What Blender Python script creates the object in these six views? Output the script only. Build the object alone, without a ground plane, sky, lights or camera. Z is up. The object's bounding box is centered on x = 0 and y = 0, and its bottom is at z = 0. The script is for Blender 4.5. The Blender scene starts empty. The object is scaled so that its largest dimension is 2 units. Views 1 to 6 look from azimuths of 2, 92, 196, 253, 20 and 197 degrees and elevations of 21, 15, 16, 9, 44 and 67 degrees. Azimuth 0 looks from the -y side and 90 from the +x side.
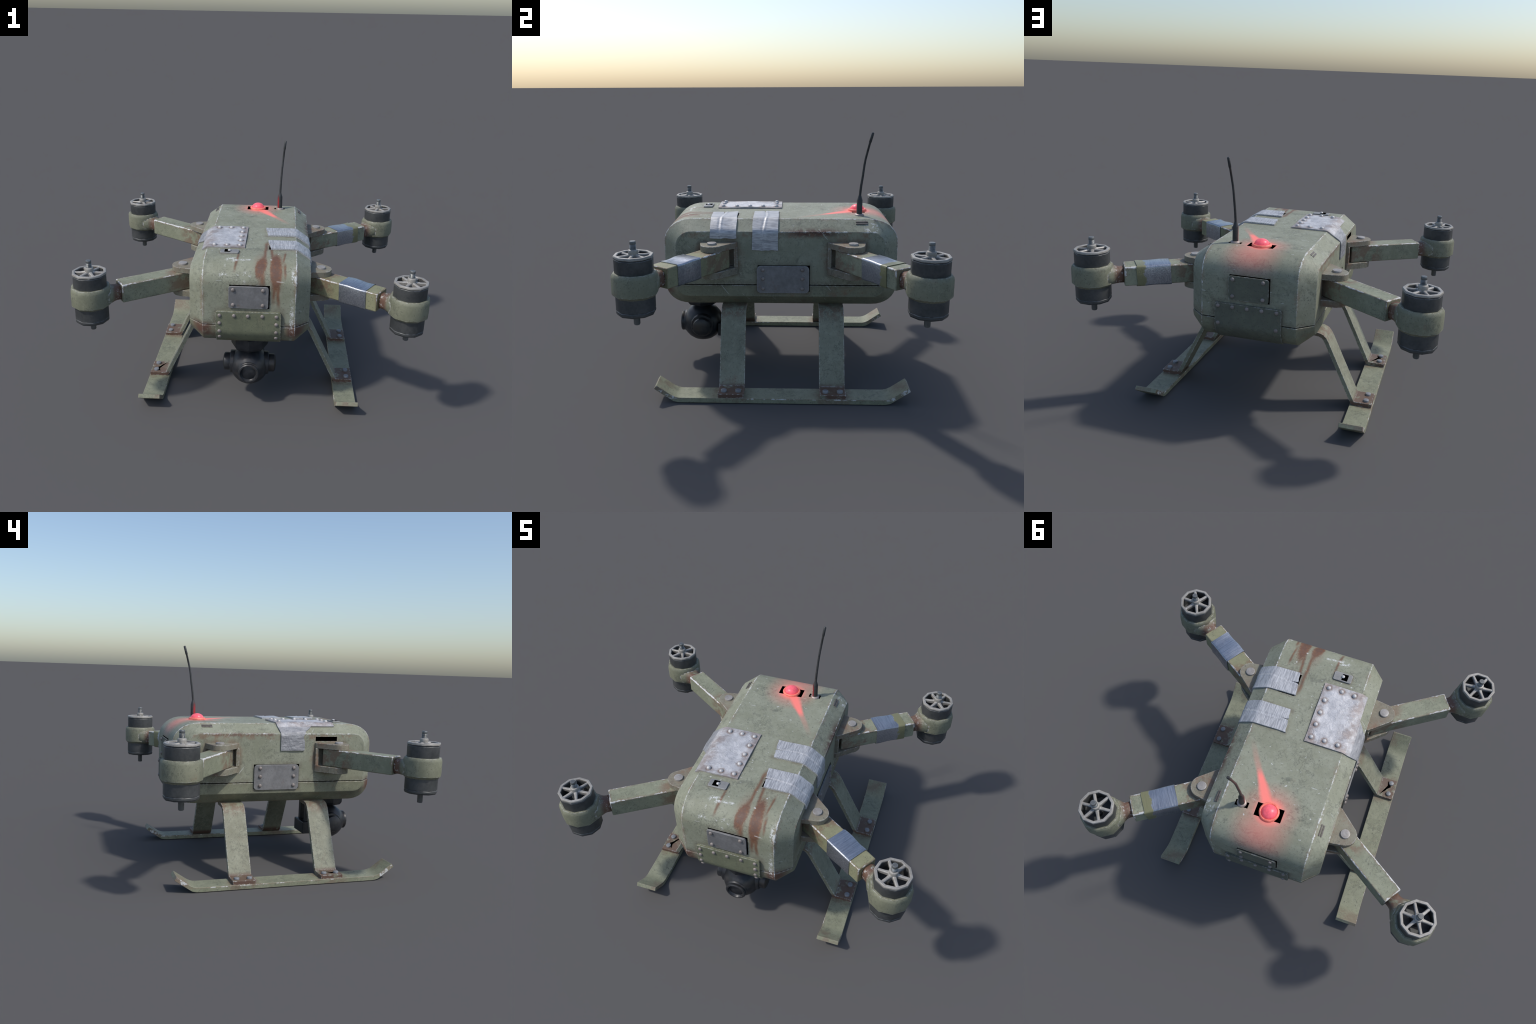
# Weathered olive quadcopter with riveted patches, duct tape, skids and a camera ball.
import bpy, bmesh, math, random
from mathutils import Vector, Matrix

random.seed(7)
COL = bpy.context.scene.collection

# ------------------------------------------------------------------ node DSL
class Mat:
    def __init__(self, name, shared=False):
        m = bpy.data.materials.new(name); m.use_nodes = True
        self.m = m; self.t = m.node_tree; self.t.nodes.clear()
        self.out = self.n('ShaderNodeOutputMaterial')
        self.b = self.n('ShaderNodeBsdfPrincipled')
        self.t.links.new(self.b.outputs[0], self.out.inputs[0])
        tc = self.n('ShaderNodeTexCoord').outputs['Object']
        self.co = tc
        if shared:   # repeats share a mesh: shift the pattern per object
            r = self.n('ShaderNodeObjectInfo').outputs['Random']
            self.pc = self.vadd(tc, self.comb(self.mul(r, 17.0), self.mul(r, 31.0), self.mul(r, 7.0)))
        else:
            self.pc = tc
        s = self.n('ShaderNodeSeparateXYZ'); self.l(tc, s.inputs[0])
        self.x, self.y, self.z = s.outputs
        self.bumps = []
    def n(self, t): return self.t.nodes.new(t)
    def l(self, a, sock):
        if isinstance(a, (int, float)): sock.default_value = a
        elif isinstance(a, (tuple, list)):
            sock.default_value = (*a, 1.0) if len(sock.default_value) == 4 and len(a) == 3 else a
        else: self.t.links.new(a, sock)
    def math(self, op, a, b=None, c=None):
        k = self.n('ShaderNodeMath'); k.operation = op
        for i, v in enumerate((a, b, c)):
            if v is not None: self.l(v, k.inputs[i])
        return k.outputs[0]
    def add(self, a, b): return self.math('ADD', a, b)
    def sub(self, a, b): return self.math('SUBTRACT', a, b)
    def mul(self, a, b): return self.math('MULTIPLY', a, b)
    def abs(self, a): return self.math('ABSOLUTE', a)
    def mx(self, *a):
        r = a[0]
        for v in a[1:]: r = self.math('MAXIMUM', r, v)
        return r
    def mn(self, a, b): return self.math('MINIMUM', a, b)
    def comb(self, x, y, z):
        k = self.n('ShaderNodeCombineXYZ')
        for i, v in enumerate((x, y, z)): self.l(v, k.inputs[i])
        return k.outputs[0]
    def vadd(self, a, b):
        k = self.n('ShaderNodeVectorMath'); k.operation = 'ADD'; self.l(a, k.inputs[0]); self.l(b, k.inputs[1]); return k.outputs[0]
    def vmul(self, a, b):
        k = self.n('ShaderNodeVectorMath'); k.operation = 'MULTIPLY'; self.l(a, k.inputs[0]); self.l(b, k.inputs[1]); return k.outputs[0]
    def sm(self, v, lo, hi):
        """smooth 0..1 as v goes lo..hi (lo may exceed hi)"""
        k = self.n('ShaderNodeMapRange'); k.interpolation_type = 'SMOOTHSTEP'
        self.l(v, k.inputs[0]); flip = lo > hi
        k.inputs[1].default_value = min(lo, hi); k.inputs[2].default_value = max(lo, hi)
        k.inputs[3].default_value = 1.0 if flip else 0.0; k.inputs[4].default_value = 0.0 if flip else 1.0
        return k.outputs[0]
    def noise(self, scale, detail=4, rough=.55, co=None, dist=0.0):
        k = self.n('ShaderNodeTexNoise'); self.l(co or self.pc, k.inputs['Vector'])
        k.inputs['Scale'].default_value = scale; k.inputs['Detail'].default_value = detail
        k.inputs['Roughness'].default_value = rough; k.inputs['Distortion'].default_value = dist
        return k.outputs[0]
    def voro(self, scale, co=None, feature='F1'):
        k = self.n('ShaderNodeTexVoronoi'); k.feature = feature; self.l(co or self.pc, k.inputs['Vector'])
        k.inputs['Scale'].default_value = scale; return k.outputs[0]
    def mix(self, f, a, b):
        k = self.n('ShaderNodeMix'); k.data_type = 'RGBA'
        self.l(f, k.inputs[0]); self.l(a, k.inputs[6]); self.l(b, k.inputs[7]); return k.outputs[2]
    def edge(self, r=.008):
        """how strongly the surface bends within radius r (worn edges)"""
        bv = self.n('ShaderNodeBevel'); bv.samples = 6; bv.inputs[0].default_value = r
        g = self.n('ShaderNodeNewGeometry')
        d = self.n('ShaderNodeVectorMath'); d.operation = 'DOT_PRODUCT'
        self.l(bv.outputs[0], d.inputs[0]); self.l(g.outputs['Normal'], d.inputs[1])
        return self.sub(1.0, d.outputs['Value'])
    def bump(self, h, strength=.3, dist=.004):
        self.bumps.append((h, strength, dist))
    def ellipse(self, u, v, cu, cv, ru, rv):
        """0 at centre .. 1 on the ellipse"""
        a = self.mul(self.sub(u, cu), 1.0 / ru); b = self.mul(self.sub(v, cv), 1.0 / rv)
        return self.math('SQRT', self.add(self.mul(a, a), self.mul(b, b)))
    def finish(self, col, rough=.6, metal=0.0, spec=.4, coat=0.0):
        self.l(col, self.b.inputs['Base Color']); self.l(rough, self.b.inputs['Roughness'])
        self.l(metal, self.b.inputs['Metallic']); self.l(spec, self.b.inputs['Specular IOR Level'])
        if coat: self.l(coat, self.b.inputs['Coat Weight'])
        prev = None
        for h, s, d in self.bumps:
            k = self.n('ShaderNodeBump'); k.inputs['Strength'].default_value = s; k.inputs['Distance'].default_value = d
            self.l(h, k.inputs['Height'])
            if prev: self.l(prev, k.inputs['Normal'])
            prev = k.outputs[0]
        if prev: self.l(prev, self.b.inputs['Normal'])
        return self.m

GREEN_A = (.272, .284, .216)
GREEN_B = (.218, .228, .164)
RUST = (.115, .048, .026)
RUST_PALE = (.20, .105, .065)
CHIP = (.56, .57, .56)

def paint(name, a=GREEN_A, b=GREEN_B, rust=0.25, chip=1.0, edge_r=.008, shared=False, extra=None, scuffs=1.0):
    M = Mat(name, shared)
    big = M.noise(5.0, 5, .6); mid = M.noise(19.0, 6, .65); fine = M.noise(75.0, 5, .7)
    col = M.mix(M.sm(M.add(M.mul(big, .55), M.mul(mid, .45)), .36, .64), b, a)
    # pale dusting, dark pits, veined scuffs
    col = M.mix(M.mul(M.sm(M.noise(33.0, 7, .75, co=M.vadd(M.pc, (6, 2, 5))), .50, .72), .35), col, tuple(min(.5, c * 1.35 + .01) for c in a))
    pits = M.mul(M.sm(fine, .57, .66), M.sm(mid, .40, .58))
    col = M.mix(M.mul(pits, .70 * scuffs), col, (.060, .064, .050))
    vein = M.abs(M.sub(M.noise(11.0, 9, .74, dist=.5), .5))
    veinm = M.mul(M.sm(vein, .022, .004), M.sm(M.noise(6.5, 4, .6, co=M.vadd(M.pc, (8, 8, 1))), .47, .60))
    col = M.mix(M.mul(veinm, .60 * scuffs), col, (.075, .080, .062))
    scuff = M.mul(M.sm(M.noise(9.0, 9, .76, dist=.6), .585, .68), .55 * scuffs)
    col = M.mix(scuff, col, (.092, .098, .080))
    speck = M.mul(M.sm(M.noise(130.0, 3, .6), .60, .68), .55)
    col = M.mix(speck, col, tuple(c * .45 for c in b))
    # brown bloom
    rb = M.noise(8.0, 8, .75, co=M.vadd(M.pc, (3.1, 7.7, 1.3)))
    col = M.mix(M.mul(M.sm(rb, .62 - rust * .22, .78 - rust * .12), min(1, .25 + rust)), col, RUST_PALE)
    e = M.edge(edge_r)
    en = M.noise(38.0, 6, .7)
    er = M.mul(M.sm(e, .004, .05), M.sm(en, .38, .60))
    col = M.mix(M.mul(er, .45 * chip), col, RUST_PALE)
    ec = M.mul(M.sm(e, .006, .05), M.sm(M.noise(55.0, 6, .75), .48, .56))
    chipm = M.mul(ec, chip)
    if extra: col, chipm = extra(M, col, chipm)
    col = M.mix(M.mn(chipm, 1.0), col, CHIP)
    M.bump(M.add(M.mul(fine, .5), M.mul(mid, .5)), .28, .004)
    rough = M.add(.44, M.mul(M.noise(30.0, 4), .30))
    return M.finish(col, rough, 0.0, .45)

def edge_band(M, d, reach, brown=True):
    """d: distance (<= 0 inside) to the nearest worn corner line; ragged bare-metal band with a brown rim"""
    n1 = M.noise(30.0, 7, .75); n2 = M.noise(6.0, 4, .6, co=M.vadd(M.pc, (2, 9, 5)))
    k = M.add(d, M.mul(M.sub(n1, .5), reach * 3.2))
    k = M.add(k, M.mul(M.sub(n2, .56), reach * 2.2))
    return M.sm(k, -reach * .55, -reach * .25), M.sm(k, -reach * 1.2, -reach * .3)

def beam_wear(M, col, chipm):
    ey = M.sub(M.abs(M.y), .056); ez = M.sub(M.abs(M.sub(M.z, .741)), .0555); ex = M.sub(M.x, .405)
    top = M.add(.012, M.mul(M.sm(M.z, .73, .76), -.012))
    d = M.mx(M.mn(ey, ez), M.mn(ey, ex), M.mn(ez, ex))
    c, r = edge_band(M, M.sub(d, top), .0145)
    root = M.mul(M.sm(M.x, .15, .075), M.sm(M.noise(15.0, 6, .7), .42, .56))
    col = M.mix(M.mul(root, .65), col, (.175, .095, .065))
    col = M.mix(M.mul(r, .5), col, RUST_PALE)
    return col, M.mx(M.mul(chipm, .3), c)

def skid_wear(M, col, chipm):
    d = M.mx(M.sub(M.abs(M.x), .065), M.sub(M.abs(M.y), .702))
    c, r = edge_band(M, M.sub(d, .003), .0065)
    up = M.mx(M.sm(M.z, .020, .026), M.sm(M.abs(M.y), .665, .68))
    col = M.mix(M.mul(M.mul(r, up), .45), col, RUST_PALE)
    near = M.mul(M.sm(M.abs(M.sub(M.abs(M.y), .278)), .125, .075), M.sm(M.noise(16.0, 6, .7), .40, .58))
    col = M.mix(M.mul(near, .6), col, (.15, .095, .068))
    tip = M.mul(M.sm(M.abs(M.y), .58, .64), M.sm(M.noise(9.0, 7, .7), .46, .60))
    col = M.mix(M.mul(tip, .55), col, (.165, .105, .08))
    return col, M.mx(M.mul(chipm, .3), M.mul(c, up))

def hull_extra(M, col, chipm):
    """rust runs, bare-metal ridges, scratches and the red stain round the beacon"""
    x, y, z = M.x, M.y, M.z
    wob = M.mul(M.sub(M.noise(14.0, 5, .6, co=M.vmul(M.co, (1, .35, .35))), .5), .035)
    xw = M.add(x, wob)
    f = M.add(M.mul(y, -1.0), M.sub(.946, z))          # distance run forward and down the nose
    grain = M.noise(90.0, 5, .7)
    fn = M.add(f, M.mul(M.sub(M.noise(40.0, 4), .5), .05))
    def run(x0, x1, f0, f1, w, soft=.010):
        t = M.sm(f, f0, f1)
        t = M.math('DIVIDE', M.sub(f, f0), f1 - f0)
        xc = M.add(x0, M.mul(t, x1 - x0))
        across = M.sm(M.abs(M.sub(xw, xc)), w + soft * .5, max(0.0, w - soft))
        along = M.mul(M.sm(fn, f0 - .02, f0 + .05), M.sm(fn, f1 + .03, f1 - .05))
        return M.mul(across, along)
    front = M.mul(M.sm(z, .56, .60), M.sm(y, -.22, -.30))
    soft_runs = M.mx(run(.074, .062, .50, .60, .014, .014), run(.090, .072, .27, .60, .010, .012), run(.100, .132, .28, .56, .010, .012),
                     run(.195, .190, .44, .60, .006, .010), run(.066, .070, .68, .82, .016, .014),
                     run(.136, .138, .70, .90, .013, .012), run(.162, .164, .70, .93, .011, .012),
                     run(.200, .205, .60, .74, .008, .012), run(-.068, -.088, .47, .69, .009, .009))
    # two ragged blobs: dark heart, orange grainy rim; the left one leans toward the tape
    xl = M.sub(xw, M.mul(M.sub(.64, f), .10))
    e1 = M.add(M.ellipse(xl, f, .060, .645, .034, .115), M.mul(M.sub(grain, .5), .9))
    e2 = M.add(M.ellipse(xw, f, .148, .665, .041, .20), M.mul(M.sub(grain, .5), .9))
    eb = M.mn(e1, e2)
    blobs = M.sm(eb, 1.05, .70)
    rustm = M.mul(M.mx(M.mul(soft_runs, .90), blobs), front)
    heart = M.mul(M.sm(eb, .80, .30), M.sm(M.noise(24.0, 6, .7), .34, .52))
    rc = M.mix(M.sm(M.add(M.mul(grain, .5), M.mul(M.noise(28.0, 6, .7), .5)), .40, .60), (.105, .048, .030), (.185, .082, .040))
    rc = M.mix(M.mul(heart, .85), rc, (.062, .036, .034))
    col = M.mix(M.mul(rustm, M.add(.78, M.mul(M.sm(grain, .3, .5), .22))), col, rc)
    halo = M.mul(M.mx(M.sm(M.ellipse(xw, f, .062, .62, .055, .2), 1.0, .3), M.sm(M.ellipse(xw, f, .15, .66, .065, .28), 1.0, .3)), front)
    col = M.mix(M.mul(halo, .35), col, RUST_PALE)
    # long rusty lip on the right shoulder, its mirror fainter
    lip = M.mul(M.sm(M.abs(M.sub(z, .880)), .034, .006), M.mul(M.sm(M.abs(M.sub(y, .17)), .22, .06), M.sm(x, .27, .315)))
    lip = M.mul(lip, M.sm(M.noise(45.0, 5, .7), .36, .50))
    col = M.mix(lip, col, (.085, .045, .034))
    lip2 = M.mul(M.sm(M.abs(M.sub(z, .880)), .016, .004), M.mul(M.sm(y, .0, .05), M.mul(M.sm(x, -.31, -.335), M.sm(y, .50, .40))))
    col = M.mix(M.mul(lip2, M.sm(M.noise(45.0, 5, .7), .40, .55)), col, (.16, .11, .085))
    # rust along the seam corners
    seam = M.mul(M.sm(M.abs(M.sub(z, .55)), .06, .02), M.mul(M.sm(M.abs(x), .19, .24), M.sm(y, -.60, -.66)))
    col = M.mix(M.mul(seam, M.sm(M.noise(26.0, 6, .7), .30, .46)), col, (.120, .062, .044))
    dn = M.noise(13.0, 8, .75, co=M.vadd(M.co, (5, 1, 7)))
    def rim(u, v, cu, cv, hu, hv, w):
        return M.sm(M.mx(M.sub(M.abs(M.sub(u, cu)), hu), M.sub(M.abs(M.sub(v, cv)), hv)), w, .0)
    ends = M.mul(M.sm(M.abs(y), .60, .63), M.mx(rim(x, z, 0.0, .757, .115, .07, .035), rim(x, z, 0.0, .57, .188, .105, .035)))
    flank = M.mul(M.sm(M.abs(x), .336, .342), M.mx(rim(y, z, 0.0, .613, .148, .08, .03), rim(M.abs(y), z, .357, .738, .108, .095, .03)))
    seamd = M.mul(M.sm(M.abs(M.sub(z, .585)), .035, .004), .8)
    roofd = M.mul(M.sm(z, .93, .94), M.mx(rim(x, y, .18, -.336, .085, .075, .02), rim(x, y, .17, -.096, .095, .073, .02), rim(x, y, -.155, -.205, .112, .195, .018), rim(x, y, -.126, -.466, .054, .028, .015)))
    dirt = M.mul(M.mx(ends, flank, seamd, roofd), M.sm(dn, .36, .58))
    col = M.mix(M.mul(dirt, .5), col, (.110, .085, .062))
    # bracket staining on the flanks
    st = M.mul(M.sm(M.abs(x), .338, .344), M.sm(M.ellipse(M.abs(y), z, .36, .745, .15, .13), 1.1, .7))
    col = M.mix(M.mul(st, M.mul(M.sm(M.noise(17.0, 6, .7), .40, .60), .55)), col, RUST_PALE)
    # dark mould patches on the roof
    top = M.sm(z, .930, .942)
    pat = M.mx(M.sm(M.ellipse(x, y, -.03, .25, .12, .05), 1.0, .2), M.sm(M.ellipse(x, y, .022, -.10, .03, .04), 1.0, .3),
               M.sm(M.ellipse(x, y, -.15, .42, .10, .12), 1.0, .3))
    col = M.mix(M.mul(M.mul(top, pat), M.mul(M.sm(M.noise(24.0, 7, .75), .50, .60), .65)), col, (.075, .085, .068))
    # hairline cracks
    ck = M.voro(13.0, co=M.vadd(M.co, M.vmul(M.comb(M.noise(18.0), M.noise(18.0, co=M.vadd(M.co, (5, 5, 5))), 0.0), (.12, .12, 0))), feature='DISTANCE_TO_EDGE')
    crack = M.mul(M.sm(ck, .022, .006), M.sm(M.noise(4.0, 3, co=M.vadd(M.co, (9, 2, 4))), .52, .62))
    col = M.mix(M.mul(crack, .35), col, (.07, .075, .06))
    # bare metal along the four long ridges and round the ends
    rn = M.noise(60.0, 6, .75); rl = M.noise(7.0, 3, .6, co=M.vadd(M.co, (1, 4, 2)))
    dx = M.abs(M.sub(M.abs(x), .263))
    rn2 = M.noise(28.0, 7, .8, co=M.vadd(M.co, (7, 1, 1)))
    dxn = M.add(M.add(dx, M.mul(M.sub(rn, .5), .030)), M.mul(M.sub(rn2, .5), .022))
    ridge = M.mul(M.sm(dxn, .0030, .0000), M.sm(M.add(rl, M.mul(M.sub(rn2, .5), .5)), .36, .46))
    ridge = M.mul(ridge, M.sm(z, .50, .56))
    ridge = M.mul(ridge, M.add(.35, M.mul(M.mx(M.sm(z, .80, .90), M.sm(x, .20, .25)), .65)))
    # lower shoulder line
    dz = M.add(M.abs(M.sub(z, .885)), M.add(M.mul(M.sub(rn, .5), .030), M.mul(M.sub(rn2, .5), .024)))
    sh = M.mul(M.mul(M.sm(dz, .0030, .0002), M.sm(M.abs(x), .336, .342)), M.sm(rl, .42, .54))
    ridge = M.mx(ridge, M.mul(sh, .85))
    stain = M.mul(M.sm(M.abs(x), .338, .343), M.sm(M.abs(M.sub(z, .868)), .028, .004))
    col = M.mix(M.mul(M.mul(stain, M.sm(M.noise(22.0, 7, .75), .46, .60)), .55), col, RUST_PALE)
    rbrown = M.mul(M.sm(M.add(dx, M.mul(M.sub(rn, .5), .06)), .018, .004), M.sm(rl, .42, .60))
    col = M.mix(M.mul(rbrown, .40), col, RUST_PALE)
    # flaked patches
    pn = M.sm(M.noise(48.0, 9, .80), .505, .545)
    flakes = M.mx(M.sm(M.ellipse(x, f, -.105, .572, .048, .032), 1.0, .45), M.sm(M.ellipse(x, f, -.03, .572, .05, .014), 1.0, .5),
                  M.sm(M.ellipse(x, f, .250, .72, .022, .10), 1.0, .3), M.sm(M.ellipse(x, f, .243, 1.0, .016, .16), 1.0, .4),
                  M.mul(M.sm(M.ellipse(x, f, -.04, .73, .06, .06), 1.0, .5), M.sm(M.noise(30.0, 4, .6, co=M.vadd(M.co, (4, 4, 8))), .53, .60)),
                  M.mul(M.sm(M.ellipse(x, f, -.15, .68, .04, .09), 1.0, .5), M.sm(M.noise(34.0, 4, .6, co=M.vadd(M.co, (1, 4, 8))), .54, .60)))
    flakes = M.mul(M.mul(flakes, pn), M.sm(y, -.40, -.46))
    fl2 = M.mul(M.sm(M.ellipse(y, z, .50, .905, .06, .03), 1.0, .3), M.mul(M.sm(x, .28, .29), M.sm(M.noise(50.0, 5, .7), .52, .58)))
    sp = M.mul(M.sm(M.noise(46.0, 3, .5, co=M.vadd(M.co, (2, 8, 3))), .70, .74), top)
    chipm = M.mx(chipm, M.mul(ridge, .95), flakes, fl2, M.mul(sp, .8))
    # scratches on flanks
    sc = M.noise(14.0, 2, .4, co=M.vmul(M.vadd(M.co, M.comb(0.0, M.mul(z, .8), 0.0)), (1, 6, .7)))
    chipm = M.mx(chipm, M.mul(M.sm(sc, .735, .76), .5))
    # beacon light baked into base colour: soft halo, narrow tongue forward right
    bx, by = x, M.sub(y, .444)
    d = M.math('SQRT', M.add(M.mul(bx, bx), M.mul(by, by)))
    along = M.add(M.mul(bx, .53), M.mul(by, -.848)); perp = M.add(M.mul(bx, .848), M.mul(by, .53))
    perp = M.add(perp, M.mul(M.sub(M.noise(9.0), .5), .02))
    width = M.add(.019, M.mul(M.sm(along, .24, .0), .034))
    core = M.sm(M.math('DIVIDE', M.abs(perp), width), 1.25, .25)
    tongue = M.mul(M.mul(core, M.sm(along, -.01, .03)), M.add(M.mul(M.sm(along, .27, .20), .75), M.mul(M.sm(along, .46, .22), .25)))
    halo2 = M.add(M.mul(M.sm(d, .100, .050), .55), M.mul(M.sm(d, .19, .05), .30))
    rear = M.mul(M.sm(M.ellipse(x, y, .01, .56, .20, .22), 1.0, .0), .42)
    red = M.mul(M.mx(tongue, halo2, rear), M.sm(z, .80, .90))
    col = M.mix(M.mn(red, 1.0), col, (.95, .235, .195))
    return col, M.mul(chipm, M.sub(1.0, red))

def metal(name, a, b, rough=.45, metallic=.5, rust=.4, shared=False, streak=None, edge=True):
    M = Mat(name, shared)
    n1 = M.noise(11.0, 6, .65); n2 = M.noise(60.0, 5, .7)
    co = M.pc
    col = M.mix(M.sm(M.add(M.mul(n1, .6), M.mul(n2, .4)), .36, .64), a, b)
    rn = M.noise(16.0, 6, .75, co=M.vadd(M.pc, (4, 1, 9)))
    rm = M.mul(M.sm(rn, .66 - .2 * rust, .80 - .15 * rust), min(1., rust * 1.2))
    col = M.mix(rm, col, RUST_PALE)
    pit = M.mul(M.sm(n2, .60, .68), .35)
    col = M.mix(pit, col, tuple(c * .35 for c in a))
    if edge:
        e = M.mul(M.sm(M.edge(.006), .01, .08), M.sm(M.noise(40.0, 5), .40, .6))
        col = M.mix(M.mul(e, .5), col, tuple(min(.75, c * 2.0 + .10) for c in b))
    M.bump(n2, .2, .003); M.bump(n1, .2, .01)
    return M.finish(col, M.add(rough - .1, M.mul(n1, .25)), metallic, .5)

PATCH_RIVETS = ((-.225, -.043), (-.148, -.043), (-.072, -.043), (-.072, -.125), (-.072, -.204), (-.072, -.285), (-.072, -.370), (-.148, -.369), (-.224, -.368))
def sheet_metal(name):
    """bright dented patch: rust round every rivet"""
    M = Mat(name)
    n1 = M.noise(9.0, 7, .7); n2 = M.noise(70.0, 4, .6); n3 = M.noise(21.0, 7, .68, co=M.vmul(M.co, (1, 1.25, 1)), dist=.8)
    col = M.mix(M.sm(n1, .36, .62), (.42, .42, .44), (.60, .597, .61))
    col = M.mix(M.mul(M.sm(n3, .54, .70), .32), col, (.28, .28, .295))
    rimd = M.mn(M.sub(M.mul(M.x, -1.0), .042), M.mn(M.add(M.y, .398), M.sub(-.010, M.y)))
    col = M.mix(M.mul(M.sm(rimd, .045, .0), .35), col, (.30, .29, .29))
    worn = M.mul(M.sm(M.x, -.13, -.24), M.sm(M.noise(38.0, 8, .8), .46, .58))
    col = M.mix(M.mul(worn, .45), col, (.24, .225, .22))
    rb = M.noise(10.0, 7, .72, co=M.vadd(M.co, (3, 3, 3)))
    near = M.mx(M.sm(M.abs(M.sub(M.abs(M.add(M.y, .205)), .19)), .05, .0), M.sm(M.abs(M.add(M.x, .262)), .07, .0), M.sm(M.abs(M.add(M.x, .05)), .04, .0))
    col = M.mix(M.mul(M.mul(M.sm(rb, .42, .60), near), .6), col, (.26, .19, .16))
    # flank tab's base colour darkened to gray for the metal's dim reflection
    tab = M.mul(M.sm(M.x, -.300, -.312), M.sm(M.y, -.250, -.238))
    col = M.mix(tab, col, M.mix(M.sm(M.noise(120.0, 3, .6, co=M.vmul(M.co, (.3, .12, 1))), .34, .66), (.20, .205, .22), (.33, .335, .35)))
    rv = None
    for px, py in PATCH_RIVETS:
        d = M.ellipse(M.x, M.y, px, py, 1.0, 1.0); rv = d if rv is None else M.mn(rv, d)
    rr = M.sm(M.add(rv, M.mul(M.sub(n2, .5), .02)), .030, .011)
    col = M.mix(M.mul(rr, .75), col, (.17, .105, .075))
    M.bump(n3, .6, .014); M.bump(n2, .15, .003)
    return M.finish(col, M.add(.34, M.mul(n1, .25)), .18, .5)

def duct_tape(name, a, b, rough=.5, metallic=.25, axis=0, scale=170.0, shared=False, olive_from=None):
    """woven tape: fine cross threads, longitudinal creases"""
    M = Mat(name, shared)
    sx = [1, 1, 1]; 
    th = M.noise(scale, 2, .6, co=M.vmul(M.pc, (1, .07, .7) if axis == 0 else (.06, 1, 1)))
    n1 = M.noise(8.0, 6, .65); n2 = M.noise(30.0, 5, .6)
    col = M.mix(M.sm(th, .34, .66), a, b)
    col = M.mix(M.mul(M.sm(n1, .50, .72), .35), col, tuple(min(.8, c * 1.35) for c in b))
    col = M.mix(M.mul(M.sm(n2, .60, .72), .35), col, tuple(c * .6 for c in a))
    if olive_from is not None:
        o = M.sm(M.add(M.x, M.mul(M.sub(n2, .5), .07)), olive_from - .006, olive_from + .006)
        col = M.mix(o, col, (.175, .175, .095))
        metallic = M.mul(M.sub(1.0, o), metallic)
    M.bump(th, .35, .003); M.bump(n1, .25, .010)
    return M.finish(col, M.add(rough - .1, M.mul(n2, .2)), metallic, .5)

def plain(name, col, rough=.6, metallic=0.0, emit=None, shared=False):
    M = Mat(name, shared)
    n = M.noise(45.0, 5, .65)
    c = M.mix(M.sm(n, .35, .7), col, tuple(v * 1.5 for v in col))
    if emit:
        M.l(emit[0], M.b.inputs['Emission Color']); M.b.inputs['Emission Strength'].default_value = emit[1]
    return M.finish(c, rough, metallic, .4)

def black_gap(name):
    M = Mat(name); M.mix(M.noise(10.0), (0, 0, 0), (.001, .001, .001))
    return M.finish((.0008, .0008, .0008), 1.0, 0.0, 0.0)

def camera_black(name):
    M = Mat(name)
    n = M.noise(22.0, 6, .7); col = M.mix(M.sm(n, .4, .65), (.020, .022, .026), (.038, .039, .042))
    br = M.mul(M.sm(M.noise(9.0, 4, .6), .52, .70), .55)
    col = M.mix(br, col, (.075, .060, .045))
    sc = M.mul(M.sm(M.noise(34.0, 6, .75, co=M.vadd(M.co, (1, 2, 3))), .655, .685), M.sm(M.z, .22, .26))
    col = M.mix(M.mul(sc, .7), col, (.34, .36, .38))
    e = M.mul(M.sm(M.edge(.004), .02, .12), M.sm(M.noise(50.0, 5), .42, .6))
    col = M.mix(M.mul(e, .5), col, (.22, .22, .22))
    M.bump(n, .12, .004)
    return M.finish(col, M.add(.30, M.mul(n, .2)), .2, .5)

MT = {}
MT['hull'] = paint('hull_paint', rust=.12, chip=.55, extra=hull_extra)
MT['pan'] = paint('pan_paint', a=(.215, .224, .155), b=(.160, .166, .115), rust=.40, chip=.8, extra=hull_extra)
MT['arm'] = paint('arm_paint', a=(.255, .270, .192), b=(.195, .208, .142), rust=.15, chip=.6, shared=True, extra=beam_wear)
MT['arm_olive'] = paint('arm_olive_paint', a=(.262, .262, .160), b=(.215, .215, .125), rust=.12, chip=.6, shared=True, extra=beam_wear)
MT['bracket'] = paint('bracket_paint', a=(.235, .228, .172), b=(.185, .155, .115), rust=.58, chip=.7)
def neck_rust(M, col, chipm):
    m = M.mul(M.sm(M.x, -.095, -.135), M.sm(M.abs(M.y), .075, .05))
    col = M.mix(M.mul(m, M.sm(M.noise(20.0, 6, .7), .30, .46)), col, (.135, .075, .052))
    chipm = M.mx(chipm, M.mul(m, M.mul(M.sm(M.noise(48.0, 6, .75), .56, .62), .7)))
    return col, chipm
MT['housing'] = paint('motor_housing_paint', a=(.215, .220, .155), b=(.165, .172, .118), rust=.25, chip=.55, shared=True, extra=neck_rust)
def leg_rust(M, col, chipm):
    foot = M.mul(M.sm(M.z, .075, .045), M.sm(M.noise(20.0, 6, .7), .34, .46))
    col = M.mix(foot, col, (.115, .066, .048))
    head = M.mul(M.sm(M.z, .36, .43), M.sm(M.noise(26.0, 6, .7), .42, .55))
    col = M.mix(M.mul(head, .7), col, (.155, .095, .065))
    return col, chipm
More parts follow.
